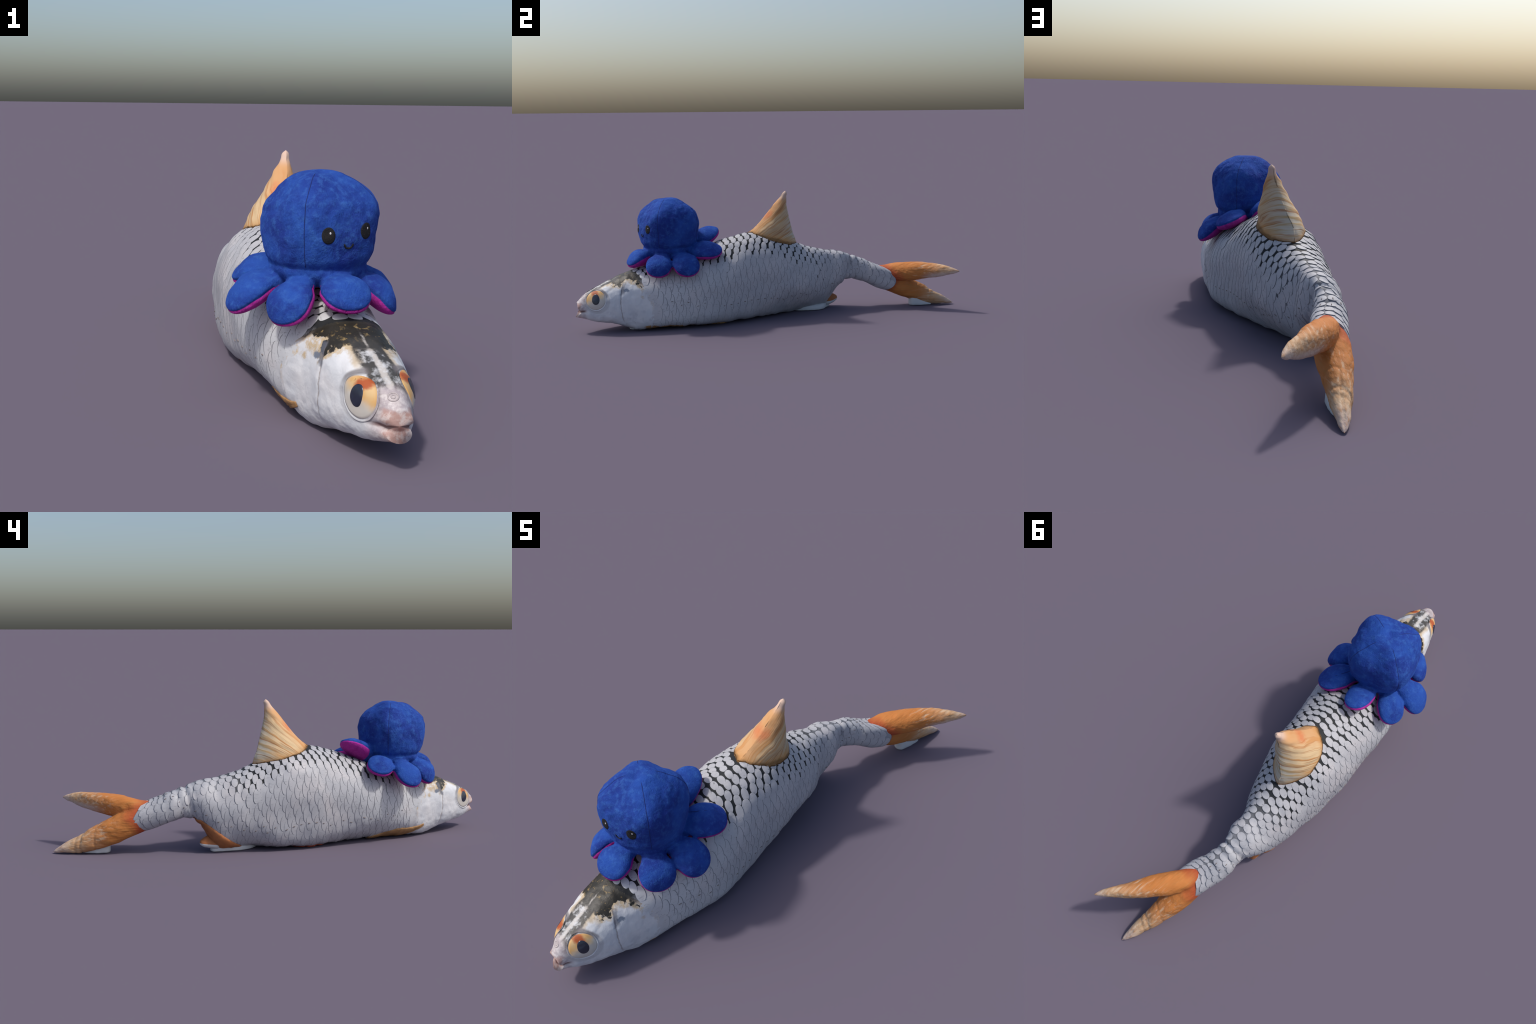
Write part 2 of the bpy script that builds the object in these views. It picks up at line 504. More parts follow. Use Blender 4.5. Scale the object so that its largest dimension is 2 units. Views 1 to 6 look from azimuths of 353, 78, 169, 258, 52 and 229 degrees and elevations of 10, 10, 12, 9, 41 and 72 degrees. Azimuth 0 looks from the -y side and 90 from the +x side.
def mat_plush(name, c0, c1, c2):
    s = Sh(name, .9, .5, .15)
    s.b.inputs["Sheen Roughness"].default_value = .45
    n = s.noise(9, 4, .6, dist=.6); c = s.mix(s.step(.36, .64, n), c0, c1)
    n2 = s.noise(55, 3, .65); c = s.mix(s.step(.45, .75, n2, 0, .55), c, c2)
    fur = s.noise(1.0, 2, vec=s.scale(s.co, (420, 420, 130)))
    c = s.mix(s.step(.55, .8, fur, 0, .35), c, c2)
    s.put(s.b.inputs["Sheen Tint"], (*c1, 1))
    s.bump(s.add(s.noise(130, 3), s.add(s.mul(fur, .7), s.mul(n2, .8))), .55, .004)
    return s.color(c)


M_TORSO = mat_skin_torso(); M_HEAD = mat_head()
M_SC = [mat_scale("scale_back", (.36, .365, .39), (.455, .455, .475), 1.0),
        mat_scale("scale_flank", (.36, .367, .395), (.435, .437, .46), .55),
        mat_scale("scale_belly", (.37, .377, .405), (.43, .433, .46), .1)]
M_RIM = [mat_rim("rim_back", (.10, .11, .12)), mat_rim("rim_flank", (.235, .235, .25)), mat_rim("rim_belly", (.33, .33, .35))]
M_IRIS = mat_fish_eye()
M_PUPIL = plain("pupil", (.018, .022, .04), .25, .5, 50, spec=.6)
M_PORE = plain("pore", (.20, .17, .16), .7)
M_NOSTRIL = plain("nostril", (.42, .37, .37), .5, .35, 120)
M_DORSAL = mat_dorsal(); M_TAIL = mat_tail()
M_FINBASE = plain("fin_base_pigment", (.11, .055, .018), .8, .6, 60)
M_PECT = plain("pectoral_orange", (.36, .20, .085), .75, .45, 45, bump=.3)
M_PELV = plain("pelvic_red", (.34, .06, .03), .75, .35, 45)
M_ANAL = plain("anal_orange", (.36, .135, .05), .75, .35, 30, bump=.3)
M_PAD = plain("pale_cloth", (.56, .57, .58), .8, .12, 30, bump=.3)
M_CLOTH = plain("belly_cloth", (.42, .42, .45), .8, .2, 30)
M_BLUE = mat_plush("blue_plush", (.013, .034, .215), (.019, .068, .32), (.042, .130, .40))
M_PINK = mat_plush("magenta_plush", (.27, .018, .20), (.36, .025, .26), (.42, .05, .32))
M_BLACK = plain("black_embroidery", (.010, .010, .012), .8, .4, 150, bump=.5)
M_GLINT = plain("baked_eye_highlight", (.50, .50, .52), .7, .05)
M_SEAM = plain("dark_seam_line", (.009, .022, .13), .9, .3, 120)

# ------------------------------------------------------------------ fish
fish = empty("stuffed_fish", (0, 0, 0), "grey scaly stuffed fish cushion with orange fins lying on its belly", "fish cushion")

# body: one closed skin, split by region with shared normals
verts = [Vector(p) for p in G.reshape(-1, 3)]
faces = grid_faces(NY, NT)
a = len(verts); verts.append(Vector(G[0].mean(0)) + Vector((0, .004, 0)))
b = len(verts); verts.append(Vector(G[-1].mean(0)))
for j in range(NT):
    faces.append((a, (j+1) % NT, j))
    faces.append((b, (NY-1)*NT + j, (NY-1)*NT + (j+1) % NT))


def split_parts(name_of_face, verts, faces, parent, mats, smooth_normals=None):
    """cut one smooth skin into named parts whose borders coincide and shade alike"""
    me = bpy.data.meshes.new("whole"); me.from_pydata([tuple(v) for v in verts], [], faces); me.update()
    bm = bmesh.new(); bm.from_mesh(me); bmesh.ops.recalc_face_normals(bm, faces=bm.faces); bm.to_mesh(me); bm.free()
    vn = np.zeros(len(me.vertices)*3); me.vertices.foreach_get("normal", vn); vn = vn.reshape(-1, 3)
    polys = [tuple(p.vertices) for p in me.polygons]
    cen = np.zeros(len(polys)*3); me.polygons.foreach_get("center", cen); cen = cen.reshape(-1, 3)
    co = np.zeros(len(me.vertices)*3); me.vertices.foreach_get("co", co); co = co.reshape(-1, 3)
    groups = {}
    for i, p in enumerate(polys):
        groups.setdefault(name_of_face(cen[i]), []).append(p)
    out = {}
    for key, ps in groups.items():
        used = sorted({v for p in ps for v in p}); mp = {v: k for k, v in enumerate(used)}
        ob = new_obj(key[0] if isinstance(key, tuple) else key, co[used], [tuple(mp[v] for v in p) for p in ps],
                     mats(key), parent(key, out) if callable(parent) else parent)
        ob.data.normals_split_custom_set_from_vertices([tuple(vn[v]) for v in used])
        out[key] = ob
    bpy.data.meshes.remove(me)
    return out


def fish_region(c):
    if c[1] < gill_y(c[2]): return "head"
    return "tail_stem" if c[1] > .425 else "torso"


bodyparts = split_parts(fish_region, verts, faces, fish, lambda k: M_HEAD if k == "head" else M_TORSO)
BVH = BVHTree.FromPolygons(verts, faces)


def conform(name, centre, normal, up, radius, height, mat, parent, bvh=BVH, rings=10, seg=48, lift=.0012, dome=.004, origin=True,
            outline=lambda t: 1.0):
    """thin domed disc (semi-axes radius x height) laid on a surface"""
    n = Vector(normal).normalized(); u = Vector(up); u = (u - n*u.dot(n)).normalized(); r = u.cross(n)
    c0 = Vector(centre); V = []; F = []
    hit = bvh.ray_cast(c0 + n*.06, -n); base = hit[0] if hit[0] else c0
    org = base if origin else Vector((0, 0, 0))

    def put(s, t, extra):
        q = base + r*(radius*s*math.cos(t)*outline(t)) + u*(height*s*math.sin(t)*outline(t))
        h = bvh.ray_cast(q + n*.06, -n, .2)
        p = h[0] if h[0] else q
        return p + n*extra - org
    V.append(put(0, 0, lift + dome))
    for k in range(1, rings + 1):
        s = k/rings
        for j in range(seg):
            V.append(put(s, 2*math.pi*j/seg, lift + dome*(1 - s**2.2)))
    for j in range(seg):
        V.append(put(1.0, 2*math.pi*j/seg, -.003))
    for j in range(seg): F.append((0, 1 + j, 1 + (j+1) % seg))
    F += grid_faces(rings + 1, seg, True, 1, True)
    ob = new_obj(name, V, F, mat, parent); fix_normals(ob)
    if origin: ob.location = org
    return ob


for side, c in ((1, (.150, -.895, .161)), (-1, (.034, -.912, .155))):
    nrm = (side*.90, -.22, .34)
    eye = conform("eye", c, nrm, (0, -.12, 1), .0465, .0455, M_IRIS, fish, dome=.0048, lift=.0008)
    pu = conform("pupil", c, nrm, (0, -.12, 1), .0185, .0255, M_PUPIL, eye, dome=.0022, lift=.0052,
                 outline=lambda t: 1 + .07*math.sin(t)**3)
    pu.location = pu.location - eye.location
    # raised lid welt round the eye
    n = Vector(nrm).normalized(); u = Vector((0, -.12, 1)); u = (u - n*u.dot(n)).normalized(); r = u.cross(n)
    V = []; S = 72
    for j in range(S):
        t = 2*math.pi*j/S; q = Vector(c) + r*(.0492*math.cos(t)) + u*(.0492*math.sin(t))
        h = BVH.ray_cast(q + n*.06, -n, .2)[0] or q
        e = (r*math.cos(t) + u*math.sin(t)).normalized()
        for k in range(8):
            f = 2*math.pi*k/8; V.append(h + e*(.0032*math.cos(f)) + n*(.0012*math.sin(f)))
    V = V
    F = grid_faces(S, 8) + [((S-1)*8 + k, (S-1)*8 + (k+1) % 8, (k+1) % 8, k) for k in range(8)]
    lid = new_obj("eyelid", V, F, M_HEAD, fish); fix_normals(lid)

# nostril whorl on the snout ridge
for rr, tt in ((.011, .0022), (.0045, .0018)):
    V = []; S = 28; n = Vector((.1, -.62, .78)).normalized(); r = Vector((1, 0, 0)); r = (r - n*r.dot(n)).normalized(); u = n.cross(r)
    for j in range(S):
        t = 2*math.pi*j/S; q = Vector((.096, -.962, .172)) + r*(rr*math.cos(t)) + u*(rr*.85*math.sin(t))
        h = BVH.ray_cast(q + n*.06, -n, .2)[0] or q
        e = (r*math.cos(t) + u*math.sin(t))
        for k in range(6):
            f = 2*math.pi*k/6; V.append(h + e*(tt*math.cos(f)) + n*(tt*.7*math.sin(f)))
    F = grid_faces(S, 6) + [((S-1)*6 + k, (S-1)*6 + (k+1) % 6, (k+1) % 6, k) for k in range(6)]
    fix_normals(new_obj("nostril", V, F, M_NOSTRIL, fish))

# ------------------------------------------------------------------ scales
PITCH = .0345
ROWS = [0]
v = .004
ROWH = []
while v < .62:
    h = .029 + .009*float(sstep(.0, .14, v)); ROWH.append((v + h*.5, h)); v += h


def scale_mesh(sd, yc, vc, hh, pitch, back, jit, tail=0.0):
    """shield-shaped scale: rounded hind margin raised, front sunk under its neighbours"""
    nu, nv = 7, 9
    V = []; F = []; MI = []
    shrink = 1 - .195*back*(1 - .55*tail)
    half = hh*(.97 - .32*back)
    etas = np.sin(np.linspace(-1, 1, nv)*math.pi/2)
    us = np.array([0, .25, .5, .75, .955, 1.0, 1.0])
    for a_, uu in enumerate(us):
        for e in etas:
            prof = math.sqrt(max(0, 1 - e*e))
            tr = pitch*(.5*shrink)*prof**.9
            ld = -pitch*((.48*shrink)*prof**.85*back + (1 - back)*(.60 + .50*prof))
            dy = ld + (tr - ld)*uu + jit[0]
            if uu < 1 and back < .5: dy = min(dy, tr + jit[0])
            p, n = surf(sd, yc + dy, vc + e*half + jit[1])
            hgt = (.0005 + .0014*uu) if back > .5 else (.0002 + .0011*uu)
            hgt *= (1 - .25*abs(e)**3)
            hgt += .0006*prof if back > .5 else 0
            if a_ == len(us) - 1: hgt = -.0015
            q_ = p + n*hgt; q_[2] = max(q_[2], .0006); V.append(q_)
    for i in range(nu - 1):
        for j in range(nv - 1):
            q = i*nv + j
            F.append((q, q+1, q+nv+1, q+nv) if sd > 0 else (q, q+nv, q+nv+1, q+1))
            MI.append(1 if i >= 4 else 0)
    return V, F, MI


def fin_foot(p):
    """inside the foot of the dorsal fin?"""
    ax = np.array([-.05, .28]); ax /= np.linalg.norm(ax); d = np.array([p[0] + .041, p[1] + .014])
    l = d @ ax; t = d @ np.array([ax[1], -ax[0]])
    L, T = .135, .085
    return abs(l) < L and abs(t) < T*(1 - (l/L)**2)*.80


scale_list = []; pores = []
for sd in (1, -1):
    for r, (vc, rh) in enumerate(ROWH):
        y = -.74 + (PITCH/2 if r % 2 else 0)
        while y < .655:
            pit = PITCH*(1 + .04*math.sin(7*y + r))
            yy = y
            y += pit
            vm = vmax(sd, yy)
            if vc > vm - .004: continue
            p, n = surf(sd, yy, vc)
            if p[1] < gill_y(p[2]) + .018 or p[1] > .648: continue
            if p[2] < .012 or fin_foot(p): continue
            if sd < 0 and .2 < p[1] < .43 and p[2] < .02 + .64*(p[1] - .20) and p[2] < .15: continue
            narrow = sstep(.15, .40, yy)
            back = 1 - sstep(.135 - .075*narrow, .225 - .115*narrow, vc + .03*fbm(p, 9, 2))
            if p[1] < -.50: back *= float(1 - sstep(.09, .15, vc))
            # front scales start small behind the head
            jit = (rng.normal(0, .0012), rng.normal(0, .0014))
            V, F, MI = scale_mesh(sd, yy, vc, rh*(1 + rng.normal(0, .03)), pit, float(np.clip(back, 0, 1)), jit, float(narrow))
            kind = 0 if back > .5 and narrow < .6 else (1 if p[2] > .10 else 2)
            A = np.array(V); area = np.linalg.norm(A[4] - A[-5])*np.linalg.norm(A[9*3] - A[9*3+8])
            vis = area*(1 if p[2] > .08 else .3)*(1.25 if back > .5 else 1)
            if (p[0]-.008)**2 + (p[1]+.53)**2 < .15**2 and p[2] > .2: vis *= .1
            scale_list.append((vis, V, F, MI, kind))
            zl = .105 + .06*abs(yy - .0)**1.5 + .12*float(sstep(.2, .55, yy))
            if abs(p[2] - zl) < .0155 and yy < .6 and yy > -.56: pores.append((sd, yy, vc))
scale_list.sort(key=lambda t: -t[0])
MATS = M_SC + M_RIM
for vis, V, F, MI, kind in scale_list[:300]:
    new_obj("scale", V, F, [M_SC[kind], M_RIM[kind]], fish, mat_idx=MI)
V = []; F = []; MI = []
for vis, v_, f_, mi, kind in scale_list[300:]:
    o = len(V); V += v_; F += [tuple(i + o for i in f) for f in f_]; MI += [kind + (3 if m else 0) for m in mi]
ob = new_obj("scale_covering", V, F, MATS, fish, mat_idx=MI); ob["kind"] = "stuff"

# lateral line: short dark pores
V = []; F = []
for sd, yy, vc in pores:
    p, n = surf(sd, yy + PITCH*.15, vc); p2, _ = surf(sd, yy + PITCH*.35, vc + .001)
    t = (p2 - p); t /= np.linalg.norm(t); bn = np.cross(n, t)
    o = len(V); c0 = p + n*.0016
    L = .0055*random.uniform(.6, 1.2); W = .0017*random.uniform(.7, 1.2)
    V.append(c0 + n*.0018)
    for k in range(10):
        f = 2*math.pi*k/10; V.append(c0 + t*L*math.cos(f) + bn*W*math.sin(f) + n*.0012)
    for k in range(10):
        f = 2*math.pi*k/10; V.append(c0 + t*L*1.1*math.cos(f) + bn*W*1.1*math.sin(f) - n*.002)
    for k in range(10):
        k2 = (k+1) % 10
        F.append((o, o+1+k, o+1+k2)); F.append((o+1+k, o+11+k, o+11+k2, o+1+k2))
ob = new_obj("lateral_line", V, F, M_PORE, fish); fix_normals(ob); ob["kind"] = "stuff"

# ------------------------------------------------------------------ dorsal fin (stuffed sail)
DK = [.34, .38, .42, .46, .52, .57, .61, .634, .6385]
DP = [(-.0355, -.020, .160, .082), (-.0365, -.0150, .144, .088), (-.0355, -.0150, .1285, .079), (-.0234, .0014, .0975, .073),
      (-.008, .0177, .0604, .0498), (.0034, .0303, .0357, .0328), (.0102, .0466, .0170, .0155), (.0132, .0551, .0072, .0070), (.0138, .0560, .0012, .0012)]
ax = np.array([-.05, .28]); ax /= np.linalg.norm(ax); bx = np.array([ax[1], -ax[0]])
kk = np.concatenate([np.linspace(.34, .62, 70), np.linspace(.622, .6385, 12)]); Q = hermite(DK, DP, kk); S = 96
V = []
for i, z in enumerate(kk):
    cxx, cyy, L, T = Q[i]
    for j in range(S):
        t = 2*math.pi*j/S; c, s = math.cos(t), math.sin(t)
        l = L*c; w = T*math.copysign(abs(s)**(1.52 - .12*c), s)
        # rear face keeps a centre seam; fin rays ridge the sides
        ang = math.atan2(z - .29, l + .24)
        rid = (.0009 + .0009*noise.noise(Vector((ang*6, z*20, 2))))*math.sin(ang*60 + 2.2*noise.noise(Vector((z*14, l*9, 3*np.sign(s)))))*abs(s)*float(sstep(.0, .02, T - .01))
        p = np.array([cxx + ax[0]*l + bx[0]*w, cyy + ax[1]*l + bx[1]*w, z])
        nrm = np.array([bx[0]*math.copysign(1, s), bx[1]*math.copysign(1, s), 0])
        rid -= .003*math.exp(-(t if t < math.pi else 2*math.pi - t)**2/.006)*float(sstep(0, .03, T))
        p = p + nrm*(rid + .0038*fbm(p, 16, 3)*float(sstep(.0, .03, T)))
        V.append(p)
F = grid_faces(len(kk), S)
o = len(V); V.append(np.array([.0139, .0562, .6400])); F += [((len(kk)-1)*S + j, (len(kk)-1)*S + (j+1) % S, o) for j in range(S)]
dors = new_obj("dorsal_fin", V, F, M_DORSAL, fish); fix_normals(dors)
DV = np.array(V[:-1]).reshape(len(kk), S, 3)
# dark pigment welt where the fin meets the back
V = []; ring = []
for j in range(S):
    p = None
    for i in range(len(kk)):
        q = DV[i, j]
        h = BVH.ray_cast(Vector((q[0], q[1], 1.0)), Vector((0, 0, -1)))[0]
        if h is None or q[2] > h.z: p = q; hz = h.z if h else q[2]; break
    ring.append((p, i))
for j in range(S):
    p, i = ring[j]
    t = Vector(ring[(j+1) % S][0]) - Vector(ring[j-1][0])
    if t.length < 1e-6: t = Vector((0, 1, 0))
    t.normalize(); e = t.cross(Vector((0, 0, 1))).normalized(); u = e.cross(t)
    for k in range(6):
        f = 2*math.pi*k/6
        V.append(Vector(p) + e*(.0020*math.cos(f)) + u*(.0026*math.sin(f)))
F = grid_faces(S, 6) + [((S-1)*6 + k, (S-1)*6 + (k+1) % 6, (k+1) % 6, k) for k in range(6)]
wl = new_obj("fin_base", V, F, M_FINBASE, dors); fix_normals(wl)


def remesh_union(name, parts, voxel, smooth_it=4, factor=.5):
    V = []; F = []
    for v, f in parts:
        o = len(V); V += [tuple(x) for x in v]; F += [tuple(i + o for i in q) for q in f]
    ob = new_obj(name, V, F, [])
    fix_normals(ob)
    m = ob.modifiers.new("r", 'REMESH'); m.mode = 'VOXEL'; m.voxel_size = voxel
    s = ob.modifiers.new("s", 'SMOOTH'); s.iterations = smooth_it; s.factor = factor
    dg = bpy.context.evaluated_depsgraph_get(); ev = ob.evaluated_get(dg)
    me = bpy.data.meshes.new_from_object(ev)
    bpy.data.objects.remove(ob)
    return me


def tube(K, P, n=60, S=48, sec=None):
    K = np.array(K); q0 = np.concatenate([np.linspace(K[0], K[-2], n), np.linspace(K[-2], K[-1], 8)[1:]]); Q = hermite(K, P, q0); V = []
    for y, (cx, cz, a, b) in zip(q0, Q):
        for j in range(S):
            t = 2*math.pi*j/S; V.append((cx + max(b, .0015)*math.copysign(abs(math.cos(t))**.85, math.cos(t)), y, cz + max(a, .0015)*math.copysign(abs(math.sin(t))**.9, math.sin(t))))
    F = grid_faces(len(q0), S)
    o = len(V); V.append((Q[0, 0], q0[0], Q[0, 1])); V.append((Q[-1, 0], q0[-1], Q[-1, 1]))
    for j in range(S):
        F.append((o, (j+1) % S, j)); F.append((o+1, (len(q0)-1)*S + j, (len(q0)-1)*S + (j+1) % S))
    return V, F


UP = tube([.575, .62, .66, .70, .74, .82, .88, .925, .953],
          [(-.072, .182, .036, .038), (-.062, .182, .040, .042), (-.046, .186, .046, .052), (-.024, .190, .049, .055), (-.002, .1935, .048, .054), (.0460, .2035, .0405, .0395), (.0910, .2095, .0300, .0275), (.125, .2100, .0150, .0150), (.1455, .2085, .003, .003)])
LO = tube([.575, .62, .66, .70, .74, .82, .88, .94, .985, .9995],
          [(-.080, .155, .052, .050), (-.077, .143, .057, .056), (-.0735, .129, .060, .058), (-.071, .112, .061, .057), (-.068, .0950, .0590, .0530), (-.0570, .0632, .0530, .0400), (-.0467, .0390, .0385, .0315), (-.0366, .0220, .0215, .0223), (-.0275, .0080, .0080, .0090), (-.0245, .0035, .0015, .002)])
me = remesh_union("tf", [UP, LO], .0042, 5)
for v in me.vertices:
    p = v.co
    f = float(sstep(.60, .70, p.y))*float(1 - sstep(.93, 1.0, p.y))
    d = .0040*fbm((p.x*1.6, p.y*.7, p.z*1.6), 14, 3)*f
    # puckers of the cloth across the lower lobe
    if p.z < .14:
        for yc, am in ((.80, .0018), (.868, .0030), (.895, .0016)):
            d -= am*math.exp(-((p.y - yc + .5*(p.x + .05) + .004*noise.noise(p*60))/.006)**2)*f
        # pale seam groove along the fork-side edge
        cxl = -.068 + (p.y - .74)*.165
        d -= .003*math.exp(-((p.x - cxl)/.004)**2)*float(sstep(.78, .82, p.y))*float(v.normal.z > .2)
    v.co = p + v.normal*d
    v.co.z = max(v.co.z, .0)
me.name = "tail_fin"
tail = bpy.data.objects.new("tail_fin", me); scn.collection.objects.link(tail); tail.parent = fish
me.materials.append(M_TAIL); me.polygons.foreach_set("use_smooth", np.ones(len(me.polygons), bool))

# ------------------------------------------------------------------ flattened lower fins, laid on the flank
def flank_patch(name, sd, ys, zu, zl, mat, thick=.004, parent=fish):
    n = 40; m = 9; V = []; F = []
    for i in range(n):
        t = i/(n-1); y = ys[0] + (ys[1] - ys[0])*t
        u = float(np.interp(t, np.linspace(0, 1, len(zu)), zu)); l = float(np.interp(t, np.linspace(0, 1, len(zl)), zl))
        u += .002*noise.noise(Vector((y*60, sd, 0)))
        va, vb = v_of_z(sd, y, u), v_of_z(sd, y, l)
        for j in range(m):
            s = j/(m-1); p, nn = surf(sd, y, va + (vb - va)*s)
            env = min(1, 6*t, 6*(1-t))*min(1, 5*s, 5*(1-s) + .5)
            ray = .0012*math.sin(s*22 + 3*t)
            q_ = p + nn*(thick*env + ray*env - .001); q_[2] = max(q_[2], .0008); V.append(q_)
    F = grid_faces(n, m, False)
    o = n*m
    for i in range(n):
        for j in range(m):
            V.append(Vector(V[i*m+j]) + Vector((0, 0, 0)))
    ob = new_obj(name, V[:o], F, mat, parent)
    sol = ob.modifiers.new("t", 'SOLIDIFY'); sol.thickness = .004; sol.offset = -1
    dg = bpy.context.evaluated_depsgraph_get(); me = bpy.data.meshes.new_from_object(ob.evaluated_get(dg))
    for v_ in me.vertices: v_.co.z = max(v_.co.z, .0004)
    ob.modifiers.clear(); ob.data = me; fix_normals(ob)
    return ob


flank_patch("pectoral_fin", -1, (-.675, -.40), [.058, .050, .050, .052, .040, .026, .016], [.046, .030, .012, .006, .004, .003, .003], M_PECT, .003)
flank_patch("pectoral_fin", 1, (-.69, -.39), [.026, .032, .030, .030, .026, .018, .008], [.014, .006, .003, .002, .002, .002, .001], M_PECT, .003)
flank_patch("pelvic_fin", -1, (-.20, .0), [.003, .005, .006, .006, .005, .003], [.002, .002, .002, .002, .002, .002], M_PELV, .004)
flank_patch("pelvic_fin", 1, (-.40, -.26), [.004, .009, .012, .009, .004], [.002]*5, M_PECT, .005)
flank_patch("anal_fin", -1, (.195, .405), [.020, .040, .066, .092, .118, .142, .152], [.012, .012, .014, .02, .06, .13, .14], M_ANAL, .006)


def ground_pad(name, outline, top, mat, parent=fish, tops=None, z0=0.0):
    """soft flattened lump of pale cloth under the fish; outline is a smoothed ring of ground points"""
    n = len(outline); S = 72; P = np.array(outline, float); V = []; F = []
    ts = np.arange(S)/S*n
    ring = []
    for t in ts:
        i = int(t); f = t - i
        p0, p1, p2, p3 = P[(i-1) % n], P[i % n], P[(i+1) % n], P[(i+2) % n]
        ring.append(.5*((2*p1) + (-p0 + p2)*f + (2*p0 - 5*p1 + 4*p2 - p3)*f*f + (-p0 + 3*p1 - 3*p2 + p3)*f**3))
    ring = np.array(ring); c = ring.mean(0)
    prof = [(.0, .97), (.15, 1.0), (.5, 1.0), (.85, .96), (1.0, .86), (1.06, .55), (1.08, .0)]
    for h, s in prof:
        for q in ring:
            p = c + (q - c)*s; p = p[:2]
            z = z0 + top*h*(1 + .10*noise.noise(Vector((p[0]*30, p[1]*30, 1))))
            if len(q) > 2: z = z0 + (q[2])*h
            V.append((p[0] + .002*noise.noise(Vector((p[0]*50, p[1]*50, h*3))), p[1], max(z, 0)))
    F = grid_faces(len(prof), S) + [tuple(range(S))[::-1]]
    ob = new_obj(name, V, F, mat, parent); fix_normals(ob)
    return ob


ground_pad("base_pad", [(-.060, .14), (-.05, .22), (-.062, .275), (-.10, .305), (-.128, .330), (-.150, .318), (-.150, .26), (-.146, .20), (-.125, .15), (-.09, .12)], .026, M_PAD)
ground_pad("base_pad", [(.106, -.740), (.122, -.72), (.122, -.69), (.09, -.67), (.05, -.69), (.07, -.735)], .010, M_PAD)
ground_pad("base_pad", [(-.028, .768, .044), (-.024, .82, .024), (-.028, .866, .010), (-.045, .872, .010), (-.064, .84, .018), (-.074, .795, .032), (-.072, .764, .044), (-.05, .752, .050)], .024, M_PAD)
ground_pad("base_pad", [(.108, -.29), (.090, -.265), (.06, -.25), (.06, -.30), (.095, -.33)], .018, M_PECT)
# ear of the anal fin turned out at the rear, pale underneath
ear = [(-.090, .315), (-.105, .350), (-.135, .375), (-.158, .372), (-.163, .345), (-.158, .300), (-.130, .285)]
P = np.array(ear)
V = []; F = []; S = len(ear); c = P.mean(0)
prof = [(.034, 1.0), (.042, 1.02), (.052, .97), (.062, .75), (.074, .35), (.078, 0)]
sm = []
for t in np.arange(48)/48*S:
    i = int(t); f = t - i; p0, p1, p2, p3 = P[(i-1) % S], P[i % S], P[(i+1) % S], P[(i+2) % S]
    sm.append(.5*((2*p1) + (-p0 + p2)*f + (2*p0 - 5*p1 + 4*p2 - p3)*f*f + (-p0 + 3*p1 - 3*p2 + p3)*f**3))
for h, s in [(.024, .80)] + prof:
    for q in sm:
        p = c + (q - c)*s + (np.array([.012, -.025])*(1-s)); k = (q[1] - .30)/.075
        V.append((p[0], p[1], h - .010*(1 - k)))
F = grid_faces(7, 48) + [tuple(range(48))[::-1]]
e_ = new_obj("anal_fin", V, F, [M_PAD, M_ANAL], fish, mat_idx=[0]*(48*2) + [1]*(48*4) + [0]); fix_normals(e_)

# ------------------------------------------------------------------ octopus plush
octo = empty("octopus_plush", (0, 0, 0), "small royal blue plush octopus with magenta undersides and smiling face", "plush toy")
HC = np.array([.009, -.532])
HK = [.335, .35, .37, .388, .41, .44, .48, .52, .56, .59, .61, .621, .625]
HR = [.085, .110, .125, .1275, .1375, .1440, .147, .1425, .1225, .0925, .0610, .0310, .008]
SEAMS = [math.radians(a) for a in (-114, -25, 64, 155)]
face_az = math.radians(-68)
hz = np.concatenate([np.linspace(.335, .61, 90), np.linspace(.611, .625, 16)]); rr = hermite(HK, np.array(HR)[:, None], hz)[:, 0]
V = []; S = 180
for z, r in zip(hz, rr):
    for j in range(S):
        t = 2*math.pi*j/S
        dd = min(abs((t - a + math.pi) % (2*math.pi) - math.pi) for a in SEAMS)
        k = float(sstep(.40, .44, z))
        f = 1 - .012*k + (.006 + .052*k*float(sstep(.44, .58, z)) + .020*k)*math.cos(4*(t + math.radians(25)))     # four flat panels meet in ridges
        rad = max(r, .004)*f - k*.0022*math.exp(-(dd*max(r, .02)/.005)**2)
        rad -= .0035*math.exp(-((z - .388)/.006)**2)
        lean = float(sstep(.43, .57, z))
        p = np.array([HC[0] + .005*lean + rad*math.cos(t), HC[1] - .0015*lean + rad*math.sin(t), z])
        p[2] -= .010*math.exp(-((p[0] - .012)**2 + (p[1] + .548)**2)/.022**2)*(z > .58)
        n = np.array([math.cos(t), math.sin(t), .3])
        p += n*(.0065*fbm(p, 12, 3) + .0018*fbm(p, 45, 2))
        # horizontal wrinkles on the back of the head
        wr = math.exp(-((t - math.radians(200) + math.pi) % (2*math.pi) - math.pi)**2/.5)
        p += n*(-.0045*wr*sum(math.exp(-((z + .03*math.sin(1.3*t + i_) - zz)/.007)**2)*(.5 + noise.noise(Vector((t*3, z*9, i_)))) for i_, zz in enumerate((.495, .535))))
        V.append(p)
F = grid_faces(len(hz), S) + [tuple(range(S))[::-1], tuple((len(hz)-1)*S + j for j in range(S))]
parts = [(V, F)]

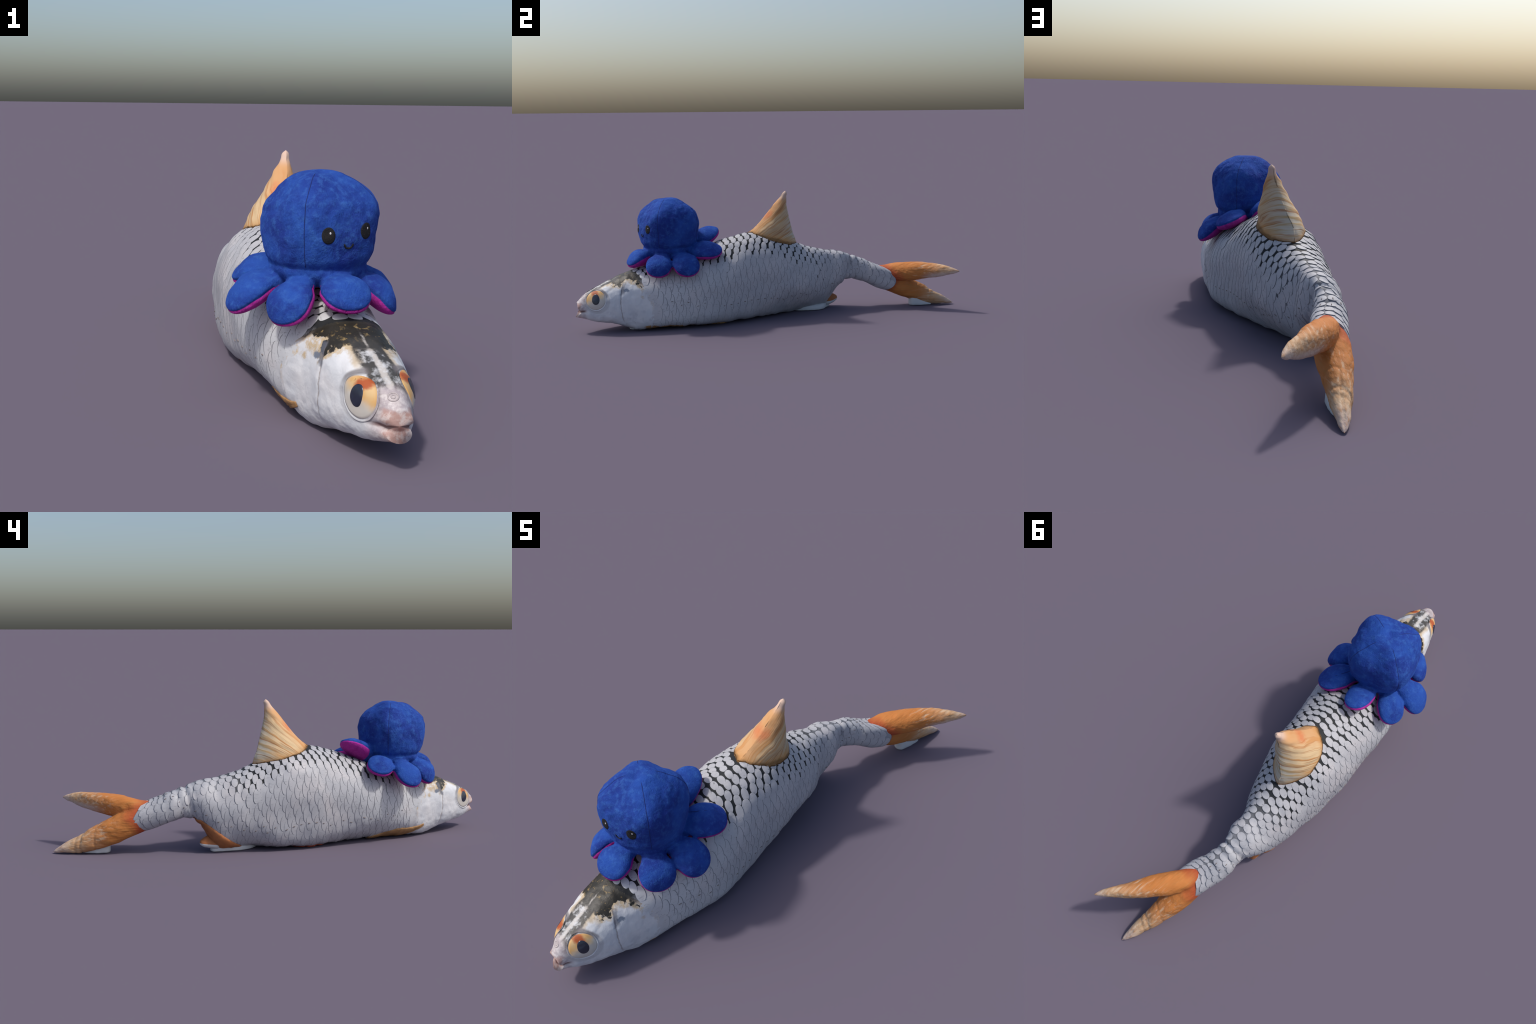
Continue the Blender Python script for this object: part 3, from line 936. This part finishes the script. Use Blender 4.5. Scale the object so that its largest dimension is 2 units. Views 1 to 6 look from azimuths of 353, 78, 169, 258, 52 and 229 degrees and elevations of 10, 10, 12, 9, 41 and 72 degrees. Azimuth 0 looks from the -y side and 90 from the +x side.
# tentacles: root azimuth comes from the tip; (tip x, y, z, half width, pitch of pad top outward tilt, bulge)
TENT = [(-.102, -.697, .261, .065), (.060, -.738, .303, .064), (.198, -.614, .267, .063), (.222, -.446, .270, .064),
        (.133, -.287, .362, .064), (-.062, -.279, .455, .058), (-.194, -.388, .328, .059), (-.227, -.549, .267, .063)]
ARCH = .013
frames = []
for k, (tx, ty, tz, hw) in enumerate(TENT):
    tip = Vector((tx, ty, tz)); d = Vector((tx - HC[0], ty - HC[1], 0)); R = d.length; d.normalize()
    rootz = .352 if k != 5 else .334
    root = Vector((HC[0], HC[1], rootz)) + d*.085
    ax_ = (tip - root); L = ax_.length; ax_.normalize()
    side = Vector((-d.y, d.x, 0)); mid = root + ax_*(L*.7); h_ = BVH.find_nearest(mid); sn_ = h_[1]*(1 if h_[1].z > 0 else -1); up = sn_*.6 + Vector((0, 0, .5)) + d*.1
    if k == 5: up = Vector((.20, .26, 1.0))
    up = (up - ax_*up.dot(ax_)).normalized(); side = ax_.cross(up)
    frames.append((root, ax_, side, up, L, hw))
    n = 40; S2 = 40; V = []
    for i in range(n):
        t = i/(n-1); u = 1 - (1 - t)**1.6
        l = L*u
        # paddle: narrow stalk, full round end
        stalk = .64 + .36*float(sstep(.14, .52, u))
        e = max(0.0, (u - .56)/.44)
        wdt = hw*stalk*math.sqrt(max(0, 1 - e**2.5))
        arch = ARCH*math.sin(math.pi*min(1, u*1.02))
        top = (.022 + .014*math.sin(math.pi*min(1, u*1.0)))*math.sqrt(max(0, 1 - e**2.6))
        bot = (.024 + .012*math.sin(math.pi*u))*math.sqrt(max(0, 1 - e**2.6))
        for j in range(S2):
            f = 2*math.pi*j/S2; c, s = math.cos(f), math.sin(f)
            w = wdt*c
            h = (top if s > 0 else bot)*math.copysign(abs(s)**.85, s)
            p = root + ax_*l + side*w + up*(h + arch)
            p = p + up*(.004*fbm(p, 20, 2)*(1 if s > 0 else .4))
            V.append(p)
    F = grid_faces(n, S2) + [tuple(range(S2))[::-1]]
    parts.append((V, F))
me = remesh_union("oc", parts, .0036, 5, .5)
bm = bmesh.new(); bm.from_mesh(me); bpy.data.meshes.remove(me)


def local(k, p):
    root, ax_, side, up, L, hw = frames[k]
    d = p - root
    l = d.dot(ax_); u = min(1, max(0, l/L)); return l/L, d.dot(side)/hw, d.dot(up) - ARCH*math.sin(math.pi*min(1, u*1.02))


def which_tent(p):
    if p.z > .405 and math.hypot(p.x - HC[0], p.y - HC[1]) < .15 and p.z > .46: return None
    best = None; bd = 1e9
    for k in range(8):
        u, w, h = local(k, p)
        if u < .12 or u > 1.25 or abs(w) > 1.25 or abs(h) > .07: continue
        dd = abs(w) + max(0, abs(h) - .03)*30
        if dd < bd: bd = dd; best = k
    if best is not None:
        rad = math.hypot(p.x - HC[0], p.y - HC[1])
        if rad < (.160 if best == 5 else .120): return None
        if rad < .152 and p.z > .41 and best != 5: return None
        if rad < .150 and p.z > .425: return None
    return best


# clean seam line between blue top and magenta underside: cut each arm along its (arched) seam plane
for k in range(8):
    root, ax_, side, up, L, hw = frames[k]
    for s0, s1 in ((.0, .35), (.35, .65), (.65, 1.3)):
        fs = []
        for f in bm.faces:
            c = f.calc_center_median(); u, w, h = local(k, c)
            if s0 <= u < s1 and abs(w) < 1.3 and abs(h) < .012 and which_tent(c) == k: fs.append(f)
        if not fs: continue
        ge = list({e for f in fs for e in f.edges} | {v for f in fs for v in f.verts} | set(fs))
        um = min(1, (s0 + min(s1, 1.0))/2); a0, a1 = ARCH*math.sin(math.pi*s0*1.02), ARCH*math.sin(math.pi*min(1, s1*1.02))
        p0 = root + ax_*(L*s0) + up*a0; p1 = root + ax_*(L*min(s1, 1)) + up*a1
        nn = side.cross(p1 - p0).normalized()
        bmesh.ops.bisect_plane(bm, geom=ge, plane_co=p0, plane_no=nn, dist=1e-5)
# pinch the seams so the join of the two cloths reads
bm.normal_update()
for v in bm.verts:
    k = which_tent(v.co)
    if k is not None:
        u, w, h = local(k, v.co)
        if u > .25: v.co -= v.normal*(.0028*math.exp(-(h/.0035)**2))
bmesh.ops.triangulate(bm, faces=[f for f in bm.faces if len(f.verts) > 4])
bm.verts.index_update()
OV = [v.co.copy() for v in bm.verts]; OF = [tuple(v.index for v in f.verts) for f in bm.faces]
bm.free()


def seam_h(k, p):
    root, ax_, side, up, L, hw = frames[k]
    d = p - root; u = d.dot(ax_)/L
    s = [0, .35, .65, 1.0]; a_ = [ARCH*math.sin(math.pi*min(1, q*1.02)) for q in s]
    return d.dot(up) - float(np.interp(u, s, a_))


def octo_region(c):
    p = Vector(c); k = which_tent(p)
    if k is None:
        rad = math.hypot(p.x - HC[0], p.y - HC[1])
        if p.z < .338 and rad < .16: return ("belly", -1)
        return ("head", -1) if p.z > .388 else ("skirt", -1)
    return ("underside", k) if seam_h(k, p) < 0 else ("tentacle", k)


def octo_parent(key, done):
    return done.get(("tentacle", key[1]), octo) if key[0] == "underside" else octo


keys = {}
# tentacles must exist before their undersides
order = {"head": 0, "skirt": 1, "belly": 2, "tentacle": 3, "underside": 4}
cen = [octo_region(np.mean([OV[i] for i in f], axis=0)) for f in OF]
srt = sorted(range(len(OF)), key=lambda i: (order[cen[i][0]], cen[i][1]))
OF = [OF[i] for i in srt]
oparts = split_parts(octo_region, OV, OF, octo_parent, lambda k: M_PINK if k[0] in ("underside", "belly") else M_BLUE)
OB = BVHTree.FromPolygons(OV, OF)

# face
fd = Vector((math.cos(face_az), math.sin(face_az), 0))
head = oparts[("head", -1)]
for c, az in (((.005, -.671, .475), -88), ((.100, -.634, .481), -48)):
    n = Vector((math.cos(math.radians(az)), math.sin(math.radians(az)), .05))
    e = conform("eye", c, n, (0, 0, 1), .0172, .0205, M_BLACK, head, OB, 6, 36, .0007, .0009)
    g = conform("eye_glint", Vector(c) + Vector((0, 0, .006)) + n.cross(Vector((0, 0, 1)))*(-.0045), n, (0, 0, 1), .0024, .0030, M_GLINT, e, OB, 3, 16, .0018, .0007)  # light glint on the eye, modelled as a small pale disc
    g.location = g.location - e.location


def stitched(name, pts, rad, mat, parent, n_out):
    V = []; S = 8
    pts = [Vector(p) for p in pts]
    for i, p in enumerate(pts):
        t = (pts[min(i+1, len(pts)-1)] - pts[max(i-1, 0)]).normalized(); nn = n_out(p); e = t.cross(nn).normalized()
        rr_ = rad*(.35 if i in (0, len(pts)-1) else 1)
        for k in range(S):
            f = 2*math.pi*k/S; V.append(p + e*(rr_*math.cos(f)) + nn*(rr_*.8*math.sin(f)))
    F = grid_faces(len(pts), S) + [tuple(range(S)), tuple((len(pts)-1)*S + k for k in range(S))[::-1]]
    ob = new_obj(name, V, F, mat, parent); fix_normals(ob); return ob


rt = Vector((-fd.y, fd.x, 0))
pts = []
for i in range(25):
    f = math.pi*(1 + i/24)
    q = Vector((.056, -.657, .4535)) + rt*(.0115*math.cos(f)) + Vector((0, 0, 1))*(.0115*math.sin(f))
    h = OB.ray_cast(q + fd*.06, -fd, .2)[0] or q
    pts.append(h + fd*.0008)
stitched("mouth", pts, .0023, M_BLACK, head, lambda p: fd)
# panel seams running from crown to neck
for a in SEAMS:
    pts = []
    for z in np.linspace(.615, .392, 60):
        r = float(hermite(HK, np.array(HR)[:, None], z)[0, 0]); d = Vector((math.cos(a), math.sin(a), 0))
        q = Vector((HC[0], HC[1], z)); 
        el = (z - .48)/.145
        dirv = (d*max(.05, math.sqrt(max(0, 1 - min(1, el*el)))) + Vector((0, 0, el if z > .50 else 0))).normalized()
        o_ = Vector((HC[0], HC[1], min(z, .50)))
        h = OB.ray_cast(o_ + dirv*.3, -dirv, .3)[0]
        if h: pts.append(h - dirv*.0002)
    stitched("seam", pts, .0012, M_SEAM, head, lambda p: (p - Vector((HC[0], HC[1], .48))).normalized())

# the toy's pivot sits at its own base, on the fish's neck
base = Vector((HC[0], HC[1], .335))
octo.location = base
for ch in octo.children:
    ch.matrix_parent_inverse = Matrix.Translation(-base)
